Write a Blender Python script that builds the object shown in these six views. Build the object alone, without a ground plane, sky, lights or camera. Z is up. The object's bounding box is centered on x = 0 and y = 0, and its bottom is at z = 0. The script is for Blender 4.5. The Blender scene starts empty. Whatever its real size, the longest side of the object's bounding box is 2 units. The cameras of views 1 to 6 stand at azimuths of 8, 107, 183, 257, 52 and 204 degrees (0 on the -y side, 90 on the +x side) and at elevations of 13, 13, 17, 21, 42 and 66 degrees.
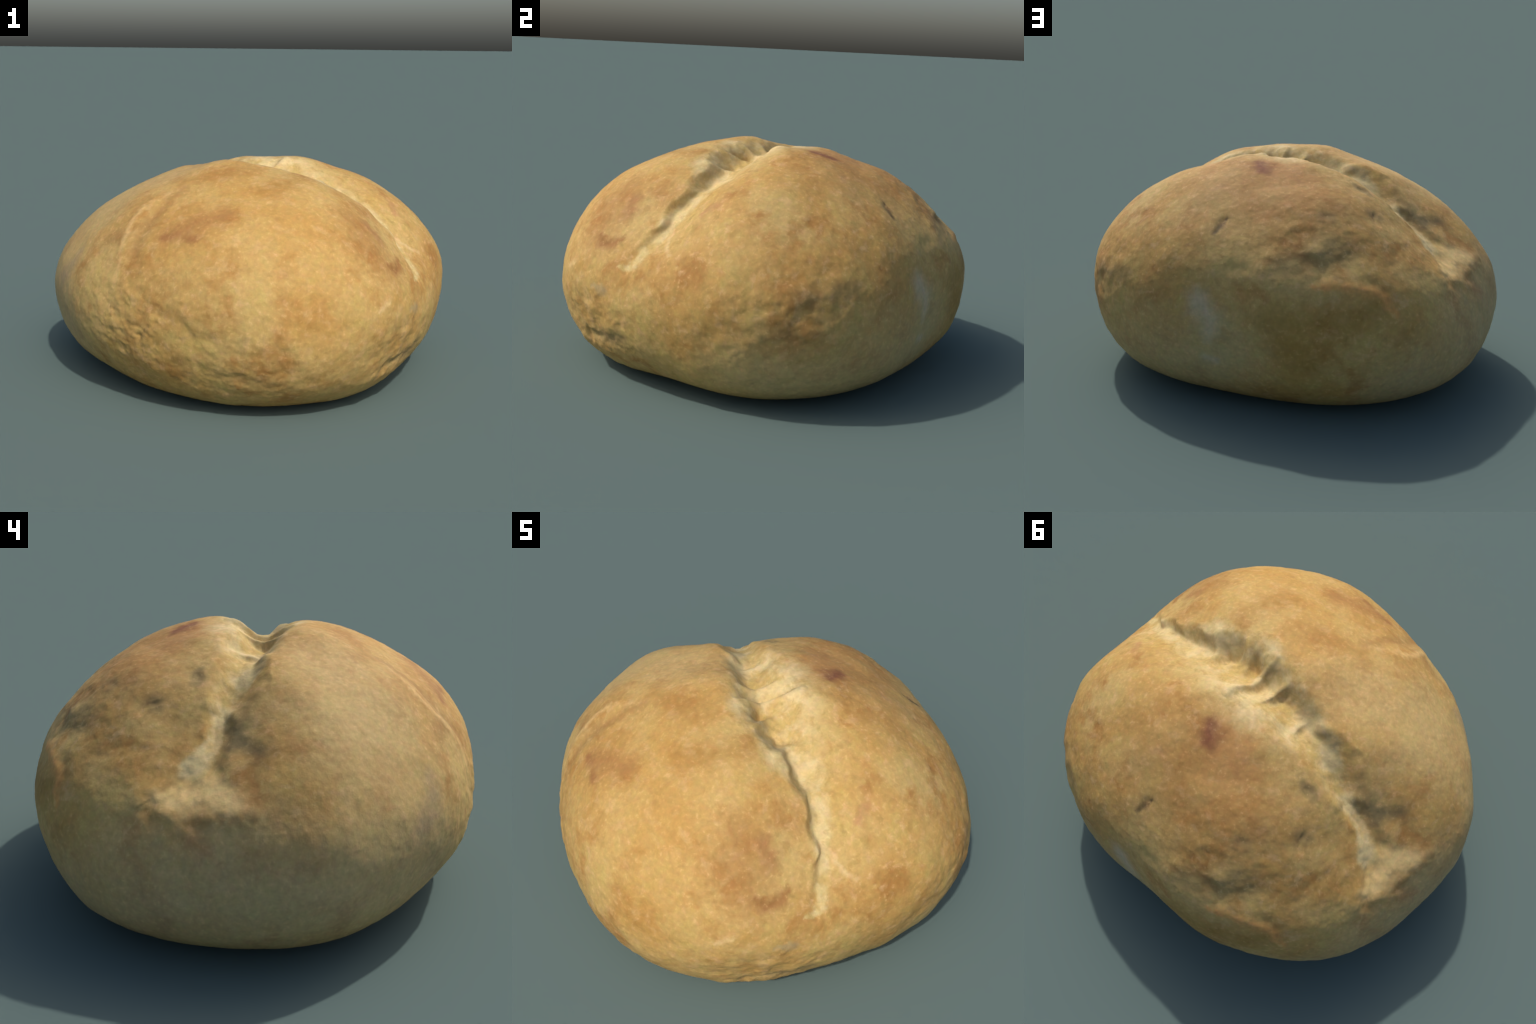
import bpy, math
import numpy as np

# ---------------------------------------------------------------------------
# A crusty bread roll with one torn split across its top.
# The loaf is a loft around a centre half a metre up: each section is a ring at
# a polar angle (degrees from straight up) with a mean radius and the cosine /
# sine lobes that make the ring uneven.
# ---------------------------------------------------------------------------
CENTRE = np.array([0.0, 0.0, 0.5])
SECTIONS = [
    (0, 0.513),
    (14, 0.535, -0.004, -0.000, -0.010, 0.011, 0.001, 0.002, -0.001, 0.001, -0.000, -0.000, -0.001, 0.001, -0.000, -0.000, -0.000, 0.000, 0.001, -0.001),
    (28, 0.578, 0.004, -0.001, -0.014, 0.013, -0.006, 0.008, -0.003, 0.007, -0.003, 0.005, -0.000, 0.000, -0.000, 0.001, -0.000, 0.001, -0.001, 0.000),
    (42, 0.631, 0.019, -0.005, -0.011, 0.011, -0.012, 0.003, -0.005, 0.009, -0.007, 0.007, -0.000, 0.002, -0.002, 0.004, 0.001, 0.001, -0.000, 0.001),
    (55, 0.703, 0.035, -0.004, -0.009, 0.013, -0.006, -0.005, -0.002, 0.020, -0.006, 0.006, 0.002, 0.003, -0.002, 0.003, 0.003, 0.002, -0.001, 0.001),
    (67, 0.782, 0.042, -0.009, -0.009, 0.013, -0.009, -0.003, 0.004, 0.027, -0.007, 0.007, 0.006, 0.005, -0.002, 0.005, 0.004, 0.002, 0.000, 0.001),
    (79, 0.876, 0.035, 0.000, 0.000, 0.002, -0.009, 0.006, 0.006, 0.029, -0.009, 0.008, 0.006, 0.004, -0.002, 0.008, 0.006, -0.000, 0.001, 0.002),
    (90, 0.951, 0.019, 0.012, 0.019, -0.021, -0.004, 0.015, -0.000, 0.026, -0.011, 0.005, 0.001, 0.000, -0.002, 0.007, 0.005, 0.001, -0.000, 0.002),
    (101, 0.977, 0.007, 0.017, 0.025, -0.031, -0.005, 0.024, -0.006, 0.020, -0.008, 0.002, 0.003, -0.003, -0.002, -0.001, 0.002, 0.001, -0.003, 0.002),
    (113, 0.957, 0.004, 0.019, 0.019, -0.030, -0.008, 0.023, -0.003, 0.012, -0.006, 0.001, 0.001, 0.002, -0.000, 0.000, 0.002, 0.002, -0.000, 0.001),
    (126, 0.835, 0.002, 0.005, 0.004, -0.012, -0.004, 0.006, -0.001, 0.006, -0.004, 0.002, -0.000, 0.002, 0.000, 0.001, 0.001, 0.001, 0.001, 0.000),
    (141, 0.622, -0.001, -0.002, -0.001, 0.011, 0.001, -0.003, 0.001, -0.005, 0.003, -0.003, 0.001, -0.002, 0.001, -0.001, 0.001, 0.000, 0.000, -0.000),
    (160, 0.530, 0.000, 0.000, -0.000, -0.002, -0.000, 0.000, 0.001, -0.000, 0.001, -0.000, 0.000, -0.000, -0.000, 0.000, -0.000, 0.000, 0.000, -0.000),
    (180, 0.480),
]

# Valley of the split, from the low +x end over the top to the -x end:
# x, y, z of the surface over the valley, depth, width of the steep front bank,
# width of the gentle back bank
SPLIT = [
    (0.850, -0.325, 0.550, 0.006, 0.07, 0.08),
    (0.815, -0.275, 0.623, 0.018, 0.07, 0.12),
    (0.750, -0.220, 0.705, 0.032, 0.065, 0.15),
    (0.685, -0.200, 0.775, 0.040, 0.060, 0.17),
    (0.625, -0.165, 0.840, 0.045, 0.060, 0.20),
    (0.500, -0.120, 0.920, 0.050, 0.075, 0.22),
    (0.330, -0.085, 0.980, 0.044, 0.105, 0.16),
    (0.110, -0.011, 1.015, 0.045, 0.13, 0.13),
    (0.020,  0.030, 1.017, 0.048, 0.15, 0.13),
    (-0.150, 0.100, 0.995, 0.064, 0.16, 0.14),
    (-0.310, 0.175, 0.930, 0.053, 0.14, 0.11),
    (-0.465, 0.285, 0.830, 0.028, 0.11, 0.06),
    (-0.589, 0.345, 0.745, 0.018, 0.10, 0.045),
    (-0.666, 0.440, 0.662, 0.011, 0.11, 0.035),
    (-0.667, 0.539, 0.609, 0.004, 0.10, 0.030),
]
# torn hollows in the crumb of the front bank: x, y, z, radius, depth
HOLLOWS = [
    (0.530, -0.160, 0.905, 0.065, 0.020),
    (0.310, -0.150, 0.985, 0.068, 0.030),
    (0.140, -0.130, 1.002, 0.050, 0.027),
    (0.025, -0.075, 1.008, 0.042, 0.012),
    (-0.050, -0.005, 1.010, 0.048, 0.014),
]
# thin webs of crumb left standing between the hollows: points, width, height
WEBS = [
    ([(0.560, -0.190, 0.880), (0.560, -0.140, 0.880), (0.575, -0.090, 0.890)], 0.013, 0.010),
    ([(0.372, -0.205, 0.970), (0.382, -0.150, 0.966), (0.385, -0.090, 0.966), (0.395, -0.030, 0.972)], 0.013, 0.024),
    ([(0.232, -0.195, 0.995), (0.215, -0.140, 0.992), (0.200, -0.085, 0.992), (0.210, -0.030, 1.000)], 0.012, 0.020),
    ([(0.065, -0.160, 1.003), (0.100, -0.085, 0.997), (0.125, -0.010, 0.997), (0.165, 0.060, 1.020), (0.185, 0.130, 1.030)], 0.013, 0.026),
    ([(-0.035, -0.090, 1.010), (0.005, -0.010, 1.010), (0.040, 0.050, 1.015), (0.060, 0.110, 1.020)], 0.013, 0.018),
    ([(-0.190, 0.030, 1.000), (-0.150, 0.100, 1.000), (-0.130, 0.160, 1.000)], 0.014, 0.010),
]
# rough patches of crust: x, y, z, reach, lump size (per metre), height
ROUGH = [
    (-0.400, -0.820, 0.380, 0.28, 16, 0.0055),
    (0.100, -0.900, 0.230, 0.35, 18, 0.0035),
    (0.780, -0.500, 0.250, 0.25, 20, 0.0045),
    (-0.650, 0.450, 0.660, 0.33, 9, 0.007),
    (-0.100, 0.720, 0.760, 0.30, 10, 0.006),
    (0.900, 0.380, 0.450, 0.30, 10, 0.006),
]
# folds and ridges of the crust: points along the fold, width, height
FOLDS = [
    ([(-0.453, -0.728, 0.581), (-0.436, -0.674, 0.671), (-0.409, -0.546, 0.778),
      (-0.349, -0.452, 0.836), (-0.274, -0.411, 0.873)], 0.048, 0.010),
    ([(-0.420, -0.715, 0.640), (-0.362, -0.604, 0.771), (-0.309, -0.510, 0.830)], 0.048, -0.010),
    ([(-0.216, -0.873, 0.482), (-0.143, -0.899, 0.460), (-0.072, -0.917, 0.396),
      (0.054, -0.935, 0.394)], 0.025, -0.007),
    ([(0.800, -0.480, 0.210), (0.730, -0.570, 0.205), (0.693, -0.590, 0.150)], 0.025, -0.012),
    ([(0.763, -0.544, 0.205), (0.868, -0.359, 0.243)], 0.030, -0.007),
    ([(-0.091, 0.889, 0.626), (-0.193, 0.879, 0.632), (-0.304, 0.860, 0.621),
      (-0.380, 0.858, 0.585), (-0.429, 0.865, 0.541)], 0.035, 0.010),
    ([(-0.311, 0.740, 0.740), (-0.189, 0.820, 0.706), (-0.050, 0.850, 0.680)], 0.045, -0.008),
    ([(0.340, -0.235, 0.975), (0.200, -0.205, 1.000), (0.080, -0.175, 1.010), (-0.060, -0.125, 1.015), (-0.180, -0.080, 1.015)], 0.060, 0.011),
    ([(-0.340, 0.495, 0.852), (-0.372, 0.500, 0.843)], 0.026, -0.008),
    ([(-0.120, 0.636, 0.870), (-0.150, 0.628, 0.872)], 0.022, -0.006),
    ([(-0.270, 0.320, 0.935), (-0.325, 0.335, 0.918)], 0.020, -0.006),
    ([(-0.600, 0.240, 0.775), (-0.690, 0.175, 0.762)], 0.035, -0.003),
    ([(-0.700, 0.560, 0.590), (-0.780, 0.450, 0.580), (-0.850, 0.320, 0.600), (-0.900, 0.200, 0.600)], 0.045, 0.015),
    ([(-0.345, -0.828, 0.365), (-0.330, -0.835, 0.345)], 0.018, -0.010),
    ([(-0.487, -0.752, 0.455), (-0.480, -0.757, 0.430)], 0.014, -0.008),
    ([(-0.130, -0.892, 0.266), (0.060, -0.905, 0.225), (0.250, -0.890, 0.205)], 0.030, -0.006),
    ([(0.718, -0.533, 0.640), (0.755, -0.498, 0.617), (0.765, -0.440, 0.635)], 0.014, -0.004),
    ([(0.290, 0.610, 0.850), (0.321, 0.637, 0.819), (0.350, 0.668, 0.782)], 0.020, -0.007),
]


def section_weights(theta):
    """Clamped cubic spline through the section angles, as weights per section."""
    knots = np.radians([s[0] for s in SECTIONS])
    n, h = len(knots), np.diff(knots)
    a, r = np.zeros((n, n)), np.zeros((n, n))
    a[0, :2], r[0, :2] = (2 * h[0], h[0]), (-6 / h[0], 6 / h[0])
    a[-1, -2:], r[-1, -2:] = (h[-1], 2 * h[-1]), (6 / h[-1], -6 / h[-1])
    for i in range(1, n - 1):
        a[i, i - 1:i + 2] = h[i - 1], 2 * (h[i - 1] + h[i]), h[i]
        r[i, i - 1:i + 2] = 6 / h[i - 1], -6 / h[i] - 6 / h[i - 1], 6 / h[i]
    curve = np.linalg.solve(a, r)
    k = np.clip(np.searchsorted(knots, theta) - 1, 0, n - 2)
    step = h[k]
    lo = (knots[k + 1] - theta) / step
    hi = 1 - lo
    w = np.zeros((len(theta), n))
    row = np.arange(len(theta))
    w[row, k] += lo
    w[row, k + 1] += hi
    w += ((lo ** 3 - lo) * step ** 2 / 6)[:, None] * curve[k] + ((hi ** 3 - hi) * step ** 2 / 6)[:, None] * curve[k + 1]
    return w


def loaf_radius(d):
    theta, phi = np.arccos(np.clip(d[:, 2], -1, 1)), np.arctan2(d[:, 1], d[:, 0])
    w = section_weights(theta)
    lobes = max(len(s) for s in SECTIONS) - 2
    table = np.zeros((len(SECTIONS), lobes + 1))
    for i, s in enumerate(SECTIONS):
        table[i, :len(s) - 1] = s[1:]
    r = w @ table[:, 0]
    for m in range(1, lobes // 2 + 1):
        r += (w @ table[:, 2 * m - 1]) * np.cos(m * phi) + (w @ table[:, 2 * m]) * np.sin(m * phi)
    return r


def on_loaf(p):
    """Move points radially on to the smooth loaf."""
    d = np.atleast_2d(np.asarray(p, float)) - CENTRE
    d /= np.linalg.norm(d, axis=1, keepdims=True)
    return CENTRE + d * loaf_radius(d)[:, None]


def smooth_curve(points, n):
    """Catmull-Rom through rows of numbers."""
    p = np.asarray(points, float)
    p = np.vstack([2 * p[0] - p[1], p, 2 * p[-1] - p[-2]])
    out = []
    for i in range(1, len(p) - 2):
        for t in np.linspace(0, 1, n, endpoint=False):
            out.append(0.5 * (2 * p[i] + (p[i + 1] - p[i - 1]) * t + (2 * p[i - 1] - 5 * p[i] + 4 * p[i + 1] - p[i + 2]) * t ** 2
                              + (3 * p[i] - p[i - 1] - 3 * p[i + 1] + p[i + 2]) * t ** 3))
    out.append(p[-2])
    return np.array(out)


def nearest(v, path, reach=0.2):
    """Index of the nearest path sample and the distance, for every point within reach."""
    idx, dist = np.zeros(len(v), int), np.full(len(v), 9.0)
    close = np.where(((v > path.min(0) - reach) & (v < path.max(0) + reach)).all(1))[0]
    near, i_near, best = v[close].astype(np.float32), np.zeros(len(close), int), np.full(len(close), 81.0, np.float32)
    for i, q in enumerate(path.astype(np.float32)):
        d = (near[:, 0] - q[0]) ** 2 + (near[:, 1] - q[1]) ** 2 + (near[:, 2] - q[2]) ** 2
        m = d < best
        best[m], i_near[m] = d[m], i
    idx[close], dist[close] = i_near, np.sqrt(best)
    return idx, dist


def lattice(ix, iy, iz, seed):
    h = (ix * 374761393 + iy * 668265263 + iz * 2147483647 + seed * 974634481) & 0xFFFFFFFF
    h = ((h ^ (h >> 13)) * 1274126177) & 0xFFFFFFFF
    h = ((h ^ (h >> 16)) * 2246822519) & 0xFFFFFFFF
    return ((h ^ (h >> 15)) & 0xFFFF) / 32767.5 - 1


def noise(p, scale, seed):
    q = p * scale
    b = np.floor(q).astype(np.int64)
    f = q - b
    f = f * f * f * (f * (f * 6 - 15) + 10)
    v = 0
    for dx in (0, 1):
        for dy in (0, 1):
            for dz in (0, 1):
                w = (f[:, 0] if dx else 1 - f[:, 0]) * (f[:, 1] if dy else 1 - f[:, 1]) * (f[:, 2] if dz else 1 - f[:, 2])
                v = v + w * lattice(b[:, 0] + dx, b[:, 1] + dy, b[:, 2] + dz, seed)
    return v


def fractal(p, scale, seed, octaves=4, gain=0.5):
    return sum(gain ** o * noise(p, scale * 2.03 ** o, seed + 17 * o) for o in range(octaves))


def steep_bank(u):
    """Height lost across the front bank: a floor, then a wall up to the lip."""
    t = np.clip((u - 0.28) / 0.72, 0, 1)
    return 1 - t * t * (3 - 2 * t)


def gentle_bank(u):
    """Height lost across the back bank: a long slope that ends in a rounded lip."""
    u = np.clip(u, 0, 1)
    return 0.6 * (0.5 + 0.5 * np.cos(np.pi * u)) + 0.4 * (1 - u) ** 1.6


def cube_sphere(n):
    """Quad sphere: six n x n patches welded along their edges."""
    t = np.tan(np.linspace(-np.pi / 4, np.pi / 4, n + 1))
    verts, faces, index = [], [], {}
    keys = np.arange(n + 1)
    for axis in range(3):
        for side in (-1, 1):
            grid = np.empty((n + 1, n + 1), int)
            for i in keys:
                for j in keys:
                    key = [0, 0, 0]
                    key[axis], key[(axis + 1) % 3], key[(axis + 2) % 3] = (n if side > 0 else 0), i, j
                    key = tuple(key)
                    k = index.get(key)
                    if k is None:
                        k = index[key] = len(verts)
                        verts.append((t[key[0]], t[key[1]], t[key[2]]))
                    grid[i, j] = k
            quad = np.stack([grid[:-1, :-1], grid[1:, :-1], grid[1:, 1:], grid[:-1, 1:]], -1).reshape(-1, 4)
            faces.append(quad if side > 0 else quad[:, ::-1])
    v = np.array(verts)
    return v / np.linalg.norm(v, axis=1, keepdims=True), np.vstack(faces)


SPLIT_PATH = smooth_curve(SPLIT, 44)
SPLIT_PATH[:, :3] = on_loaf(SPLIT_PATH[:, :3])


def split_field(v):
    """Signed distance across the split (front negative), local numbers, end fade."""
    path = SPLIT_PATH[:, :3]
    tangent = np.gradient(path, axis=0)
    tangent /= np.linalg.norm(tangent, axis=1, keepdims=True)
    out = path - CENTRE
    out /= np.linalg.norm(out, axis=1, keepdims=True)
    back = np.cross(tangent, out)
    back /= np.linalg.norm(back, axis=1, keepdims=True)
    idx, dist = nearest(v, path, 0.35)
    rel = v - path[idx]
    side = (rel * back[idx]).sum(1)
    return np.where(side < 0, -dist, dist), idx


def build_surface(n):
    d, faces = cube_sphere(n)
    v = CENTRE + d * loaf_radius(d)[:, None]
    base = v.copy()
    r = np.zeros(len(v))
    # split
    s, idx = split_field(base)
    depth, wf, wb = SPLIT_PATH[idx, 3], SPLIT_PATH[idx, 4], SPLIT_PATH[idx, 5]
    wobble = 1 + 0.24 * fractal(base, 8, 3, 2)
    s2 = s + 0.013 * fractal(base, 8, 5, 2)
    u = np.where(s2 < 0, -s2 / (wf * wobble), s2 / (wb * wobble))
    r -= depth * np.where(s2 < 0, steep_bank(u), gentle_bank(u))
    in_split = np.clip(1.25 - u, 0, 1)
    for x, y, z, rad, dep in HOLLOWS:
        q = on_loaf((x, y, z))[0]
        dist = np.linalg.norm(base - q, axis=1) / rad
        r -= dep * np.exp(-(dist * (1 + 0.25 * fractal(base, 12, 9, 2))) ** 4) * np.clip(in_split * 2.5, 0, 1)
    for pts, w, hgt in WEBS:
        path = on_loaf(smooth_curve(pts, 24))
        k, dist = nearest(base, path)
        ahead = (base - path[k]) @ np.array([0.87, -0.49, 0.0])         # towards the low +x end
        dist = np.where(ahead > 0, dist, -dist) + 0.006 * fractal(base, 18, 81, 2)
        crest = np.where(dist > 0, np.exp(-(dist / (2.6 * w)) ** 2), np.exp(-(dist / w) ** 2))
        drop = np.exp(-((dist + 2.6 * w) / (1.7 * w)) ** 2)
        r += hgt * np.sin(np.pi * np.clip(k / (len(path) - 1.0), 0, 1)) ** 0.8 * (crest - 0.55 * drop)
    for pts, w, hgt in FOLDS:
        path = on_loaf(smooth_curve(pts, 24))
        k, dist = nearest(base, path)
        end = np.sin(np.pi * np.clip((k + 1.5) / (len(path) + 2), 0.02, 0.98)) ** 0.6
        dist = dist * (1 + 0.35 * fractal(base, 14, 21, 2))
        r += hgt * end * np.exp(-(dist / w) ** 2)
    # lumps and wrinkles of the crust
    low = np.clip((0.12 - base[:, 2]) / 0.1, 0, 1)
    r += (0.004 * fractal(base, 4.0, 31, 2) + 0.0032 * fractal(base, 7.5, 37, 2) + 0.0010 * fractal(base, 30, 41, 2)) * (1 - 0.8 * low)
    for x, y, z, reach, size, hgt in ROUGH:
        near = np.exp(-(np.linalg.norm(base - (x, y, z), axis=1) / reach) ** 2)
        r += near * hgt * fractal(base * (1, 1, 1.3), size, 71, 3)
    r += in_split * 0.004 * fractal(base * (1, 1.4, 1), 14, 51, 2)
    v = v + d * r[:, None]
    v[:, 2] = np.maximum(v[:, 2], 0.0015 * (1 + noise(base, 20, 61)))
    v[:, 2] -= v[:, 2].min()
    return v, faces, u


# ---------------------------------------------------------------------------
# Colour: one recipe for every part, laid out in object coordinates
# ---------------------------------------------------------------------------
def srgb(r, g, b):
    return tuple(((c / 255 + 0.055) / 1.055) ** 2.4 if c > 10 else c / 255 / 12.92 for c in (r, g, b)) + (1.0,)


# torn crumb showing in the split: x, y, z, half width
CRUMB = [
    (0.838, -0.390, 0.540, 0.014), (0.848, -0.318, 0.565, 0.022), (0.790, -0.255, 0.655, 0.028),
    (0.725, -0.225, 0.730, 0.034), (0.625, -0.160, 0.830, 0.050), (0.500, -0.115, 0.915, 0.068),
    (0.400, -0.105, 0.950, 0.100), (0.290, -0.065, 0.985, 0.130), (0.150, 0.005, 1.015, 0.150),
    (0.050, 0.040, 1.020, 0.155), (-0.080, 0.090, 1.010, 0.125), (-0.200, 0.130, 0.980, 0.095),
    (-0.310, 0.180, 0.940, 0.070), (-0.400, 0.230, 0.880, 0.052), (-0.480, 0.285, 0.820, 0.034),
    (-0.580, 0.345, 0.750, 0.030), (-0.640, 0.415, 0.690, 0.036),
]
# strokes on the crust: colour, strength, softness, points (x, y, z, half width)
STROKES = [
    # golden front, then its browned streaks
    (srgb(199, 152, 79), 0.32, 1.4, [(-0.100, -0.520, 0.900, 0.180), (0.250, -0.640, 0.820, 0.240), (0.450, -0.740, 0.650, 0.190)]),
    (srgb(148, 102, 58), 0.50, 1.7, [(-0.385, -0.700, 0.680, 0.020), (-0.362, -0.604, 0.771, 0.026), (-0.300, -0.520, 0.835, 0.022), (-0.214, -0.400, 0.900, 0.020)]),  # darker brown line along the fold's groove
    (srgb(158, 108, 66), 0.55, 1.4, [(-0.230, -0.690, 0.785, 0.040), (-0.120, -0.690, 0.830, 0.055), (0.000, -0.660, 0.865, 0.040)]),
    (srgb(165, 118, 62), 0.45, 1.6, [(-0.215, -0.347, 0.944, 0.030), (-0.046, -0.349, 1.000, 0.035), (0.050, -0.330, 0.990, 0.025)]),
    (srgb(156, 106, 54), 0.55, 1.6, [(0.530, -0.480, 0.850, 0.050), (0.610, -0.520, 0.760, 0.075), (0.700, -0.560, 0.650, 0.060)]),
    (srgb(152, 96, 62), 0.50, 1.5, [(0.605, -0.414, 0.800, 0.022), (0.668, -0.425, 0.735, 0.026)]),
    (srgb(162, 118, 56), 0.45, 1.6, [(0.180, -0.480, 0.945, 0.035), (0.270, -0.388, 0.987, 0.040), (0.311, -0.300, 0.993, 0.035)]),
    (srgb(142, 92, 50), 0.70, 1.2, [(0.712, -0.540, 0.642, 0.014), (0.750, -0.508, 0.612, 0.020), (0.768, -0.450, 0.628, 0.018), (0.758, -0.410, 0.655, 0.010)]),
    # paler far end of the front dome
    (srgb(204, 174, 118), 0.50, 1.3, [(-0.280, -0.150, 0.970, 0.110), (-0.520, -0.160, 0.850, 0.170), (-0.720, -0.280, 0.660, 0.150)]),
    # back dome: broad deeper bake, red spot, dark pit
    (srgb(160, 116, 66), 0.50, 1.6, [(0.280, 0.460, 0.940, 0.150), (0.100, 0.500, 0.950, 0.170), (-0.100, 0.520, 0.910, 0.130)]),
    (srgb(172, 122, 76), 0.55, 1.5, [(0.120, 0.300, 1.010, 0.070), (0.020, 0.340, 1.000, 0.070)]),
    (srgb(118, 64, 50), 0.80, 1.7, [(0.185, 0.262, 1.020, 0.020), (0.158, 0.322, 1.012, 0.024)]),
    (srgb(176, 120, 88), 0.50, 1.7, [(0.745, -0.050, 0.800, 0.013), (0.720, 0.000, 0.830, 0.013)]),
    (srgb(70, 58, 42), 0.80, 1.4, [(0.300, 0.620, 0.840, 0.007), (0.318, 0.634, 0.822, 0.014), (0.342, 0.662, 0.789, 0.010)]),
    (srgb(150, 100, 62), 0.60, 1.0, [(-0.100, -0.740, 0.775, 0.020), (-0.250, -0.690, 0.770, 0.018)]),
    (srgb(150, 104, 60), 0.50, 1.3, [(-0.520, -0.560, 0.720, 0.030), (-0.430, -0.590, 0.745, 0.030)]),
    # pale ridges and flour
    (srgb(222, 184, 122), 0.70, 0.9, [(-0.490, -0.740, 0.560, 0.010), (-0.455, -0.674, 0.665, 0.015), (-0.420, -0.546, 0.772, 0.015), (-0.360, -0.450, 0.832, 0.012)]),
    (srgb(224, 194, 142), 0.60, 1.2, [(0.777, -0.194, 0.698, 0.008), (0.821, -0.181, 0.660, 0.010), (0.863, -0.153, 0.625, 0.009)]),
    (srgb(226, 192, 134), 0.75, 0.8, [(0.680, -0.715, 0.480, 0.009), (0.724, -0.662, 0.517, 0.011)]),
    (srgb(168, 152, 112), 0.70, 1.0, [(0.830, -0.520, 0.445, 0.010), (0.870, -0.450, 0.440, 0.014)]),
    (srgb(205, 194, 170), 0.55, 2.0, [(0.400, 0.825, 0.520, 0.030), (0.355, 0.845, 0.450, 0.034), (0.350, 0.845, 0.350, 0.012)]),
    (srgb(196, 186, 166), 0.65, 0.9, [(0.365, 0.825, 0.270, 0.018), (0.320, 0.835, 0.250, 0.018)]),
    (srgb(222, 160, 92), 0.80, 1.0, [(-0.091, 0.889, 0.626, 0.012), (-0.193, 0.879, 0.634, 0.020), (-0.304, 0.860, 0.622, 0.022), (-0.380, 0.858, 0.588, 0.018), (-0.440, 0.865, 0.535, 0.012)]),
    (srgb(152, 116, 52), 0.55, 1.3, [(-0.330, 0.905, 0.530, 0.050), (-0.120, 0.935, 0.500, 0.060), (0.080, 0.915, 0.470, 0.050), (-0.060, 0.900, 0.330, 0.070)]),
    (srgb(238, 204, 138), 0.80, 1.5, [(-0.690, 0.525, 0.608, 0.026), (-0.740, 0.455, 0.620, 0.045), (-0.740, 0.380, 0.655, 0.045), (-0.830, 0.300, 0.620, 0.030)]),
    # paler, greyer lower flanks
    (srgb(192, 174, 130), 0.55, 1.2, [(0.880, 0.280, 0.160, 0.130), (0.500, 0.720, 0.220, 0.170), (0.250, 0.840, 0.300, 0.130)]),
    (srgb(188, 172, 134), 0.55, 1.2, [(-0.500, 0.760, 0.200, 0.140), (-0.820, 0.450, 0.300, 0.180), (-0.930, 0.050, 0.330, 0.180), (-0.800, -0.450, 0.280, 0.130)]),
    # grey-green patches, many of them over dents and creases
    (srgb(98, 90, 66), 0.54, 1.4, [(-0.340, 0.495, 0.852, 0.026), (-0.372, 0.500, 0.843, 0.024)]),
    (srgb(100, 92, 66), 0.47, 1.6, [(-0.120, 0.636, 0.870, 0.022), (-0.150, 0.628, 0.872, 0.018)]),
    (srgb(98, 92, 70), 0.54, 1.4, [(-0.270, 0.320, 0.935, 0.016), (-0.325, 0.335, 0.918, 0.020)]),
    (srgb(96, 94, 78), 0.54, 1.4, [(-0.455, 0.262, 0.845, 0.014), (-0.492, 0.262, 0.820, 0.018)]),
    (srgb(116, 104, 76), 0.48, 1.8, [(-0.475, 0.200, 0.850, 0.030), (-0.560, 0.240, 0.790, 0.035), (-0.640, 0.310, 0.730, 0.030)]),
    (srgb(104, 96, 72), 0.58, 1.6, [(-0.610, 0.240, 0.775, 0.030), (-0.690, 0.175, 0.762, 0.028)]),
    (srgb(118, 104, 72), 0.36, 1.8, [(-0.250, 0.720, 0.770, 0.030), (-0.120, 0.800, 0.730, 0.040), (0.030, 0.820, 0.700, 0.030)]),
    (srgb(120, 110, 80), 0.40, 1.6, [(0.910, 0.440, 0.530, 0.026), (0.850, 0.520, 0.535, 0.032), (0.740, 0.615, 0.560, 0.022)]),
    (srgb(128, 112, 78), 0.32, 1.6, [(0.975, 0.310, 0.393, 0.022), (0.940, 0.410, 0.405, 0.022)]),
    (srgb(122, 116, 88), 0.47, 1.4, [(0.752, -0.555, 0.215, 0.018), (0.868, -0.375, 0.235, 0.030)]),
    (srgb(128, 100, 54), 0.40, 1.4, [(-0.220, -0.873, 0.482, 0.012), (-0.143, -0.899, 0.455, 0.016), (-0.085, -0.912, 0.405, 0.016)]),
    (srgb(112, 92, 58), 0.47, 1.2, [(-0.345, -0.828, 0.365, 0.008), (-0.330, -0.835, 0.345, 0.010), (-0.290, -0.850, 0.420, 0.006)]),
    (srgb(112, 92, 62), 0.47, 1.2, [(-0.487, -0.752, 0.455, 0.006), (-0.480, -0.757, 0.430, 0.009)]),
    (srgb(136, 112, 66), 0.32, 1.6, [(-0.130, -0.892, 0.266, 0.030), (0.060, -0.905, 0.225, 0.022), (0.250, -0.890, 0.205, 0.020)]),
    (srgb(150, 132, 118), 0.32, 1.8, [(-0.720, -0.457, 0.634, 0.020), (-0.790, -0.440, 0.520, 0.035), (-0.850, -0.375, 0.480, 0.030)]),
]
# crumb that climbs the front bank to its lip
CRUMB_WALL = [(0.640, -0.205, 0.810, 0.030), (0.530, -0.165, 0.900, 0.052), (0.400, -0.170, 0.955, 0.065), (0.280, -0.165, 0.990, 0.072),
              (0.130, -0.125, 1.005, 0.072), (0.000, -0.060, 1.010, 0.066), (-0.140, 0.010, 1.010, 0.065), (-0.280, 0.100, 0.960, 0.050), (-0.400, 0.185, 0.890, 0.034)]
# hollow shadow tinted grey into the torn crumb of the steep front bank
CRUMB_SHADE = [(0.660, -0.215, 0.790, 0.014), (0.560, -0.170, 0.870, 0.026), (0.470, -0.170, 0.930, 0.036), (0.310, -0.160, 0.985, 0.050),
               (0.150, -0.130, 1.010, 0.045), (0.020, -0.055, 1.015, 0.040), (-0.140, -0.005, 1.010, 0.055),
               (-0.300, 0.110, 0.955, 0.045), (-0.420, 0.185, 0.880, 0.030)]


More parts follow.
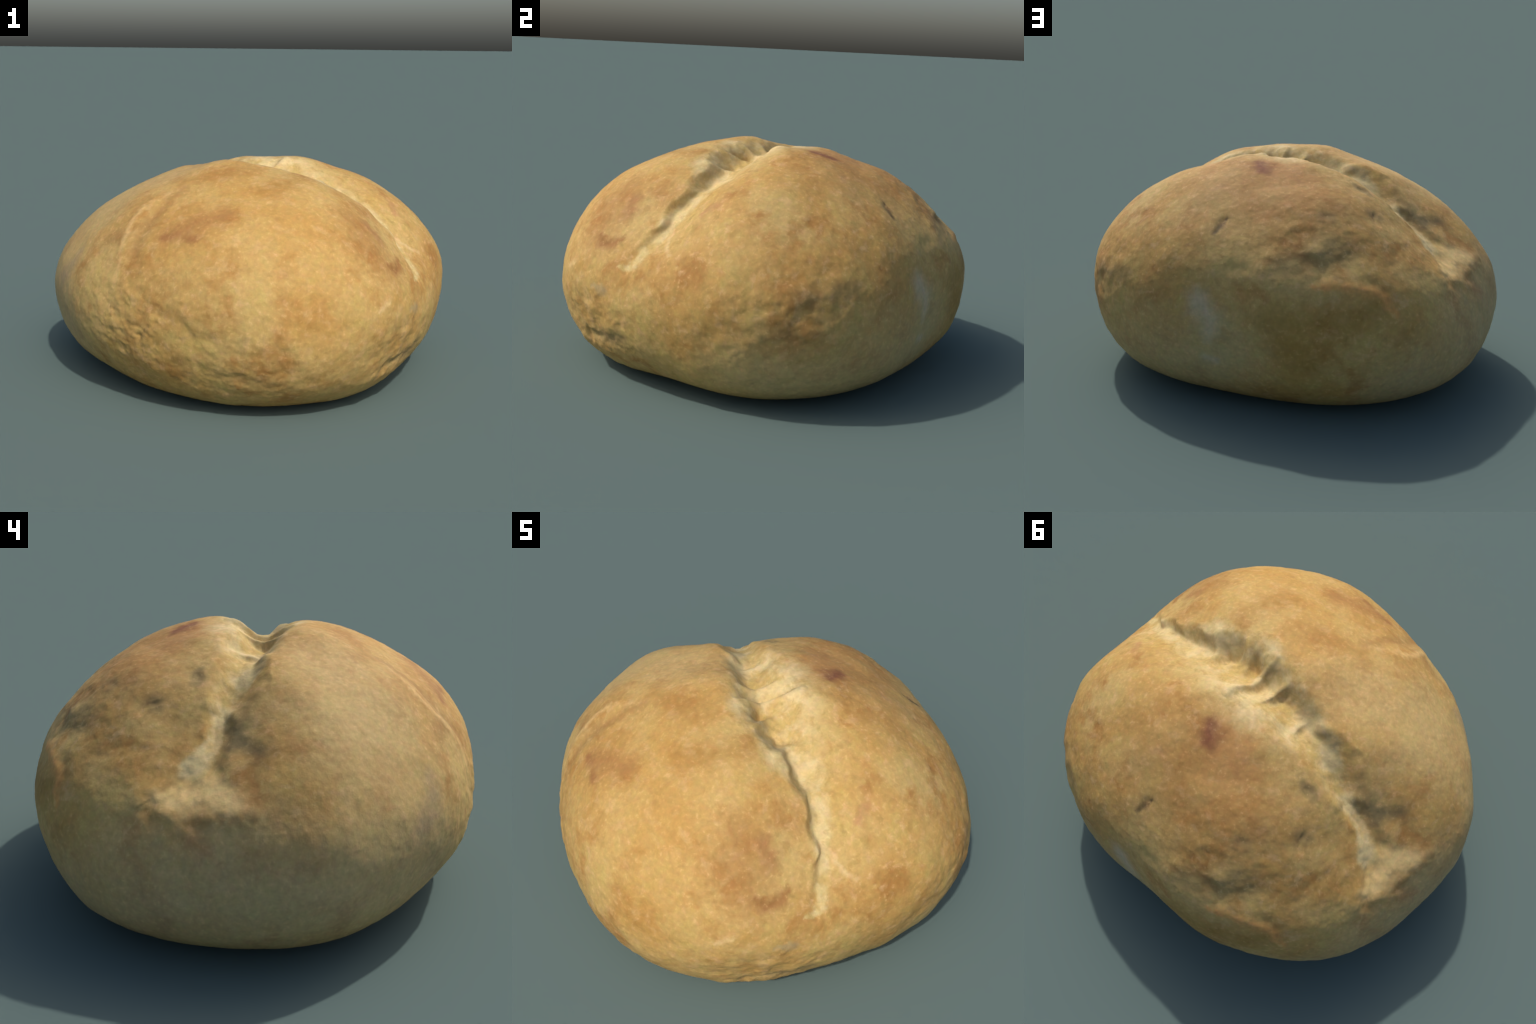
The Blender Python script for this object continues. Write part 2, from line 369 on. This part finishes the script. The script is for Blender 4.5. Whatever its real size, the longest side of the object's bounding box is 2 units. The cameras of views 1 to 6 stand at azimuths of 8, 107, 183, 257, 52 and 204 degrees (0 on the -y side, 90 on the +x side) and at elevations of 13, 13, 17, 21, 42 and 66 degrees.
class Nodes:
    """Small helper that writes node maths as calls."""

    def __init__(self, tree):
        self.tree, self.new = tree, tree.nodes.new

    def put(self, socket, value):
        if isinstance(value, bpy.types.NodeSocket):
            self.tree.links.new(value, socket)
        else:
            socket.default_value = value

    def math(self, op, a, b=0.0, clamp=False):
        n = self.new("ShaderNodeMath")
        n.operation, n.use_clamp = op, clamp
        self.put(n.inputs[0], a)
        self.put(n.inputs[1], b)
        return n.outputs[0]

    def vec(self, op, a, b=(0, 0, 0), c=(0, 0, 0)):
        n = self.new("ShaderNodeVectorMath")
        n.operation = op
        self.put(n.inputs[0], a)
        if op == "SCALE":
            self.put(n.inputs["Scale"], b)
        elif op != "LENGTH":
            self.put(n.inputs[1], b)
        if op == "MULTIPLY_ADD":
            self.put(n.inputs[2], c)
        return n.outputs["Value" if op in ("DOT_PRODUCT", "LENGTH") else "Vector"]

    def noise(self, p, scale, detail=3.0, rough=0.5, colour=False, distortion=0.0):
        n = self.new("ShaderNodeTexNoise")
        self.put(n.inputs["Vector"], p)
        n.inputs["Scale"].default_value, n.inputs["Detail"].default_value = scale, detail
        n.inputs["Roughness"].default_value, n.inputs["Distortion"].default_value = rough, distortion
        return n.outputs["Color" if colour else "Fac"]

    def grey(self, x):
        n = self.new("ShaderNodeCombineXYZ")
        for k in range(3):
            self.put(n.inputs[k], x)
        return n.outputs[0]

    def ramp(self, x, lo, hi, a=0.0, b=1.0):
        n = self.new("ShaderNodeMapRange")
        n.interpolation_type = "SMOOTHSTEP"
        for k, v in enumerate((x, lo, hi, a, b)):
            self.put(n.inputs[k], v)
        return n.outputs[0]

    def mix(self, fac, a, b, blend="MIX"):
        n = self.new("ShaderNodeMix")
        n.data_type, n.blend_type = "RGBA", blend
        self.put(n.inputs["Factor"], fac)
        self.put(n.inputs[6], a)
        self.put(n.inputs[7], b)
        return n.outputs[2]

    def after(self, earlier, p):
        """The same point, to within a micron, worked out after another value: keeps few values in memory at once."""
        return self.vec("MULTIPLY_ADD", earlier, (1e-6, 1e-6, 1e-6), p)

    def stroke(self, p, points):
        """Distance to a chain of segments, in units of its local half width."""
        best = None
        for a, b in zip(points[:-1], points[1:]):
            ba = tuple(y - x for x, y in zip(a[:3], b[:3]))
            if best is not None:
                p = self.after(best, p)
            pa = self.vec("SUBTRACT", p, tuple(a[:3]))
            h = self.math("MULTIPLY", self.vec("DOT_PRODUCT", pa, ba), 1 / sum(c * c for c in ba), clamp=True)
            gap = self.vec("LENGTH", self.vec("MULTIPLY_ADD", self.vec("SCALE", tuple(-c for c in ba), h), (1, 1, 1), pa))
            width = self.math("MULTIPLY_ADD", h, b[3] - a[3])
            width.node.inputs[2].default_value = a[3]
            d = self.math("DIVIDE", gap, width)
            best = d if best is None else self.math("MINIMUM", best, d)
        return best


def bread_material(name, roughness, verts, snap):
    mat = bpy.data.materials.new(name)
    mat.use_nodes = True
    t = mat.node_tree
    g = Nodes(t)
    bsdf = t.nodes["Principled BSDF"]
    p = g.new("ShaderNodeTexCoord").outputs["Object"]
    centred = g.vec("SUBTRACT", g.noise(p, 9.0, 4.0, 0.6, colour=True), (0.5, 0.5, 0.5))
    warped = g.vec("MULTIPLY_ADD", centred, (0.075, 0.075, 0.075), p)
    fine = g.vec("SUBTRACT", g.noise(p, 28.0, 3.0, 0.6, colour=True), (0.5, 0.5, 0.5))
    ragged = g.vec("MULTIPLY_ADD", fine, (0.03, 0.03, 0.03), warped)

    # mottled bake
    big, mid, small = g.noise(p, 2.6, 3.0, 0.55, distortion=0.4), g.noise(warped, 6.0, 4.0, 0.6), g.noise(warped, 19.0, 3.0, 0.6)
    colour = g.mix(g.ramp(big, 0.36, 0.62), srgb(190, 150, 85), srgb(195, 163, 101))
    colour = g.mix(g.ramp(mid, 0.48, 0.72, 0, 0.80), colour, srgb(164, 115, 58))
    colour = g.mix(g.ramp(mid, 0.47, 0.28, 0, 0.55), colour, srgb(192, 168, 98))
    colour = g.mix(g.ramp(small, 0.53, 0.70, 0, 0.45), colour, srgb(212, 172, 120))
    colour = g.mix(g.ramp(small, 0.45, 0.30, 0, 0.40), colour, srgb(162, 130, 70))
    # grey-green patches, streaks, pale patches
    for c, strength, soft, pts in STROKES:
        reach = min(np.linalg.norm(verts - np.array(q[:3]), axis=1).min() - q[3] * (1.6 + soft) for q in pts)
        if reach > 0.05:
            continue        # nowhere near this part
        d = g.stroke(g.after(colour, ragged), snap(pts))
        d = g.math("ADD", d, g.math("MULTIPLY_ADD", small, 1.4))
        d.node.inputs[1].links[0].from_node.inputs[2].default_value = -0.7
        colour = g.mix(g.ramp(d, 1.25 + soft, max(-0.2, 0.75 - soft), 0, strength), colour, c)
    # crumb
    crumb = g.mix(g.ramp(mid, 0.38, 0.62), srgb(214, 190, 136), srgb(198, 168, 104))
    crumb = g.mix(g.ramp(small, 0.50, 0.70, 0, 0.5), crumb, srgb(222, 200, 152))
    crumb = g.mix(g.ramp(small, 0.46, 0.32, 0, 0.5), crumb, srgb(176, 148, 88))
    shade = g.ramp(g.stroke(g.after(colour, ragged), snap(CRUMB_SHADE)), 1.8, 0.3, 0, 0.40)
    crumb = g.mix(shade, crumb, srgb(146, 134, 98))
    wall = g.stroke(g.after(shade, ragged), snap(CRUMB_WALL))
    edge = g.math("MULTIPLY_ADD", mid, 0.9)
    edge.node.inputs[2].default_value = -0.45
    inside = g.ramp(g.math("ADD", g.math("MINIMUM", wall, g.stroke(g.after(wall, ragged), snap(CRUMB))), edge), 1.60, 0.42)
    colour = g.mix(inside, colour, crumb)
    # fine grain: small soft flecks, lighter and darker, with a little play of hue
    gentle = g.vec("MULTIPLY_ADD", centred, (0.03, 0.03, 0.03), p)
    grain = g.noise(gentle, 30.0, 4.0, 0.62, colour=True)
    grey = g.noise(gentle, 52.0, 2.0, 0.6)
    grain = g.mix(0.68, grain, g.grey(grey))
    colour = g.mix(1.0, colour, g.vec("MULTIPLY_ADD", grain, (0.66, 0.66, 0.66), (0.67, 0.67, 0.67)), "MULTIPLY")
    colour = g.mix(g.ramp(grey, 0.58, 0.80, 0, 0.28), colour, srgb(226, 192, 138))
    t.links.new(colour, bsdf.inputs["Base Color"])
    bsdf.inputs["Roughness"].default_value = roughness
    bsdf.inputs["Specular IOR Level"].default_value = 0.25

    bump = g.new("ShaderNodeBump")
    bump.inputs["Strength"].default_value, bump.inputs["Distance"].default_value = 0.16, 0.012
    t.links.new(g.noise(p, 34.0, 3.0, 0.6), bump.inputs["Height"])
    t.links.new(bump.outputs[0], bsdf.inputs["Normal"])
    return mat


def build():
    v, faces, u = build_surface(250)
    full = bpy.data.meshes.new("loaf")
    full.from_pydata(v.tolist(), [], faces.tolist())
    full.update()
    normals = np.empty(len(v) * 3, np.float32)
    full.vertex_normals.foreach_get("vector", normals)
    normals = normals.reshape(-1, 3)
    root = bpy.data.objects.new("bread_roll", None)
    bpy.context.scene.collection.objects.link(root)
    root["label"] = "round golden crusty bread roll with a torn split on top"
    root["category"] = "bread roll"
    out = (v - CENTRE) / np.linalg.norm(v - CENTRE, axis=1, keepdims=True)

    def snap(points):
        """Marks are given on the smooth loaf: move them on to the finished surface."""
        moved = []
        for q in points:
            ray = np.array(q[:3]) - CENTRE
            moved.append(tuple(float(c) for c in v[np.argmax(out @ ray)]) + (q[3],))
        return moved

    face_u, face_z = u[faces].mean(1), v[faces][:, :, 2].mean(1)
    middle = v[faces].mean(1)
    behind = (middle[:, 0] - 0.09) * 0.495 + (middle[:, 1] - 0.10) * 0.869 > 0     # far side of the split
    kind = np.where(face_u < 0.9, 0, np.where(face_z < 0.035, 2, np.where(behind, 3, 1)))
    for k, name, rough in ((1, "crust_lobe", 0.72), (3, "crust_lobe", 0.72), (0, "split_crumb", 0.85), (2, "underside", 0.8)):
        f = faces[kind == k]
        used, inv = np.unique(f, return_inverse=True)
        mesh = bpy.data.meshes.new(name)
        mesh.from_pydata(v[used].tolist(), [], inv.reshape(-1, 4).tolist())
        mesh.update()
        mesh.polygons.foreach_set("use_smooth", np.ones(len(f), bool))
        mesh.normals_split_custom_set_from_vertices(normals[used].tolist())
        mesh.materials.append(bread_material(name, rough, v[used][::7], snap))
        ob = bpy.data.objects.new(name, mesh)
        ob.parent = root
        bpy.context.scene.collection.objects.link(ob)
    bpy.data.meshes.remove(full)


build()
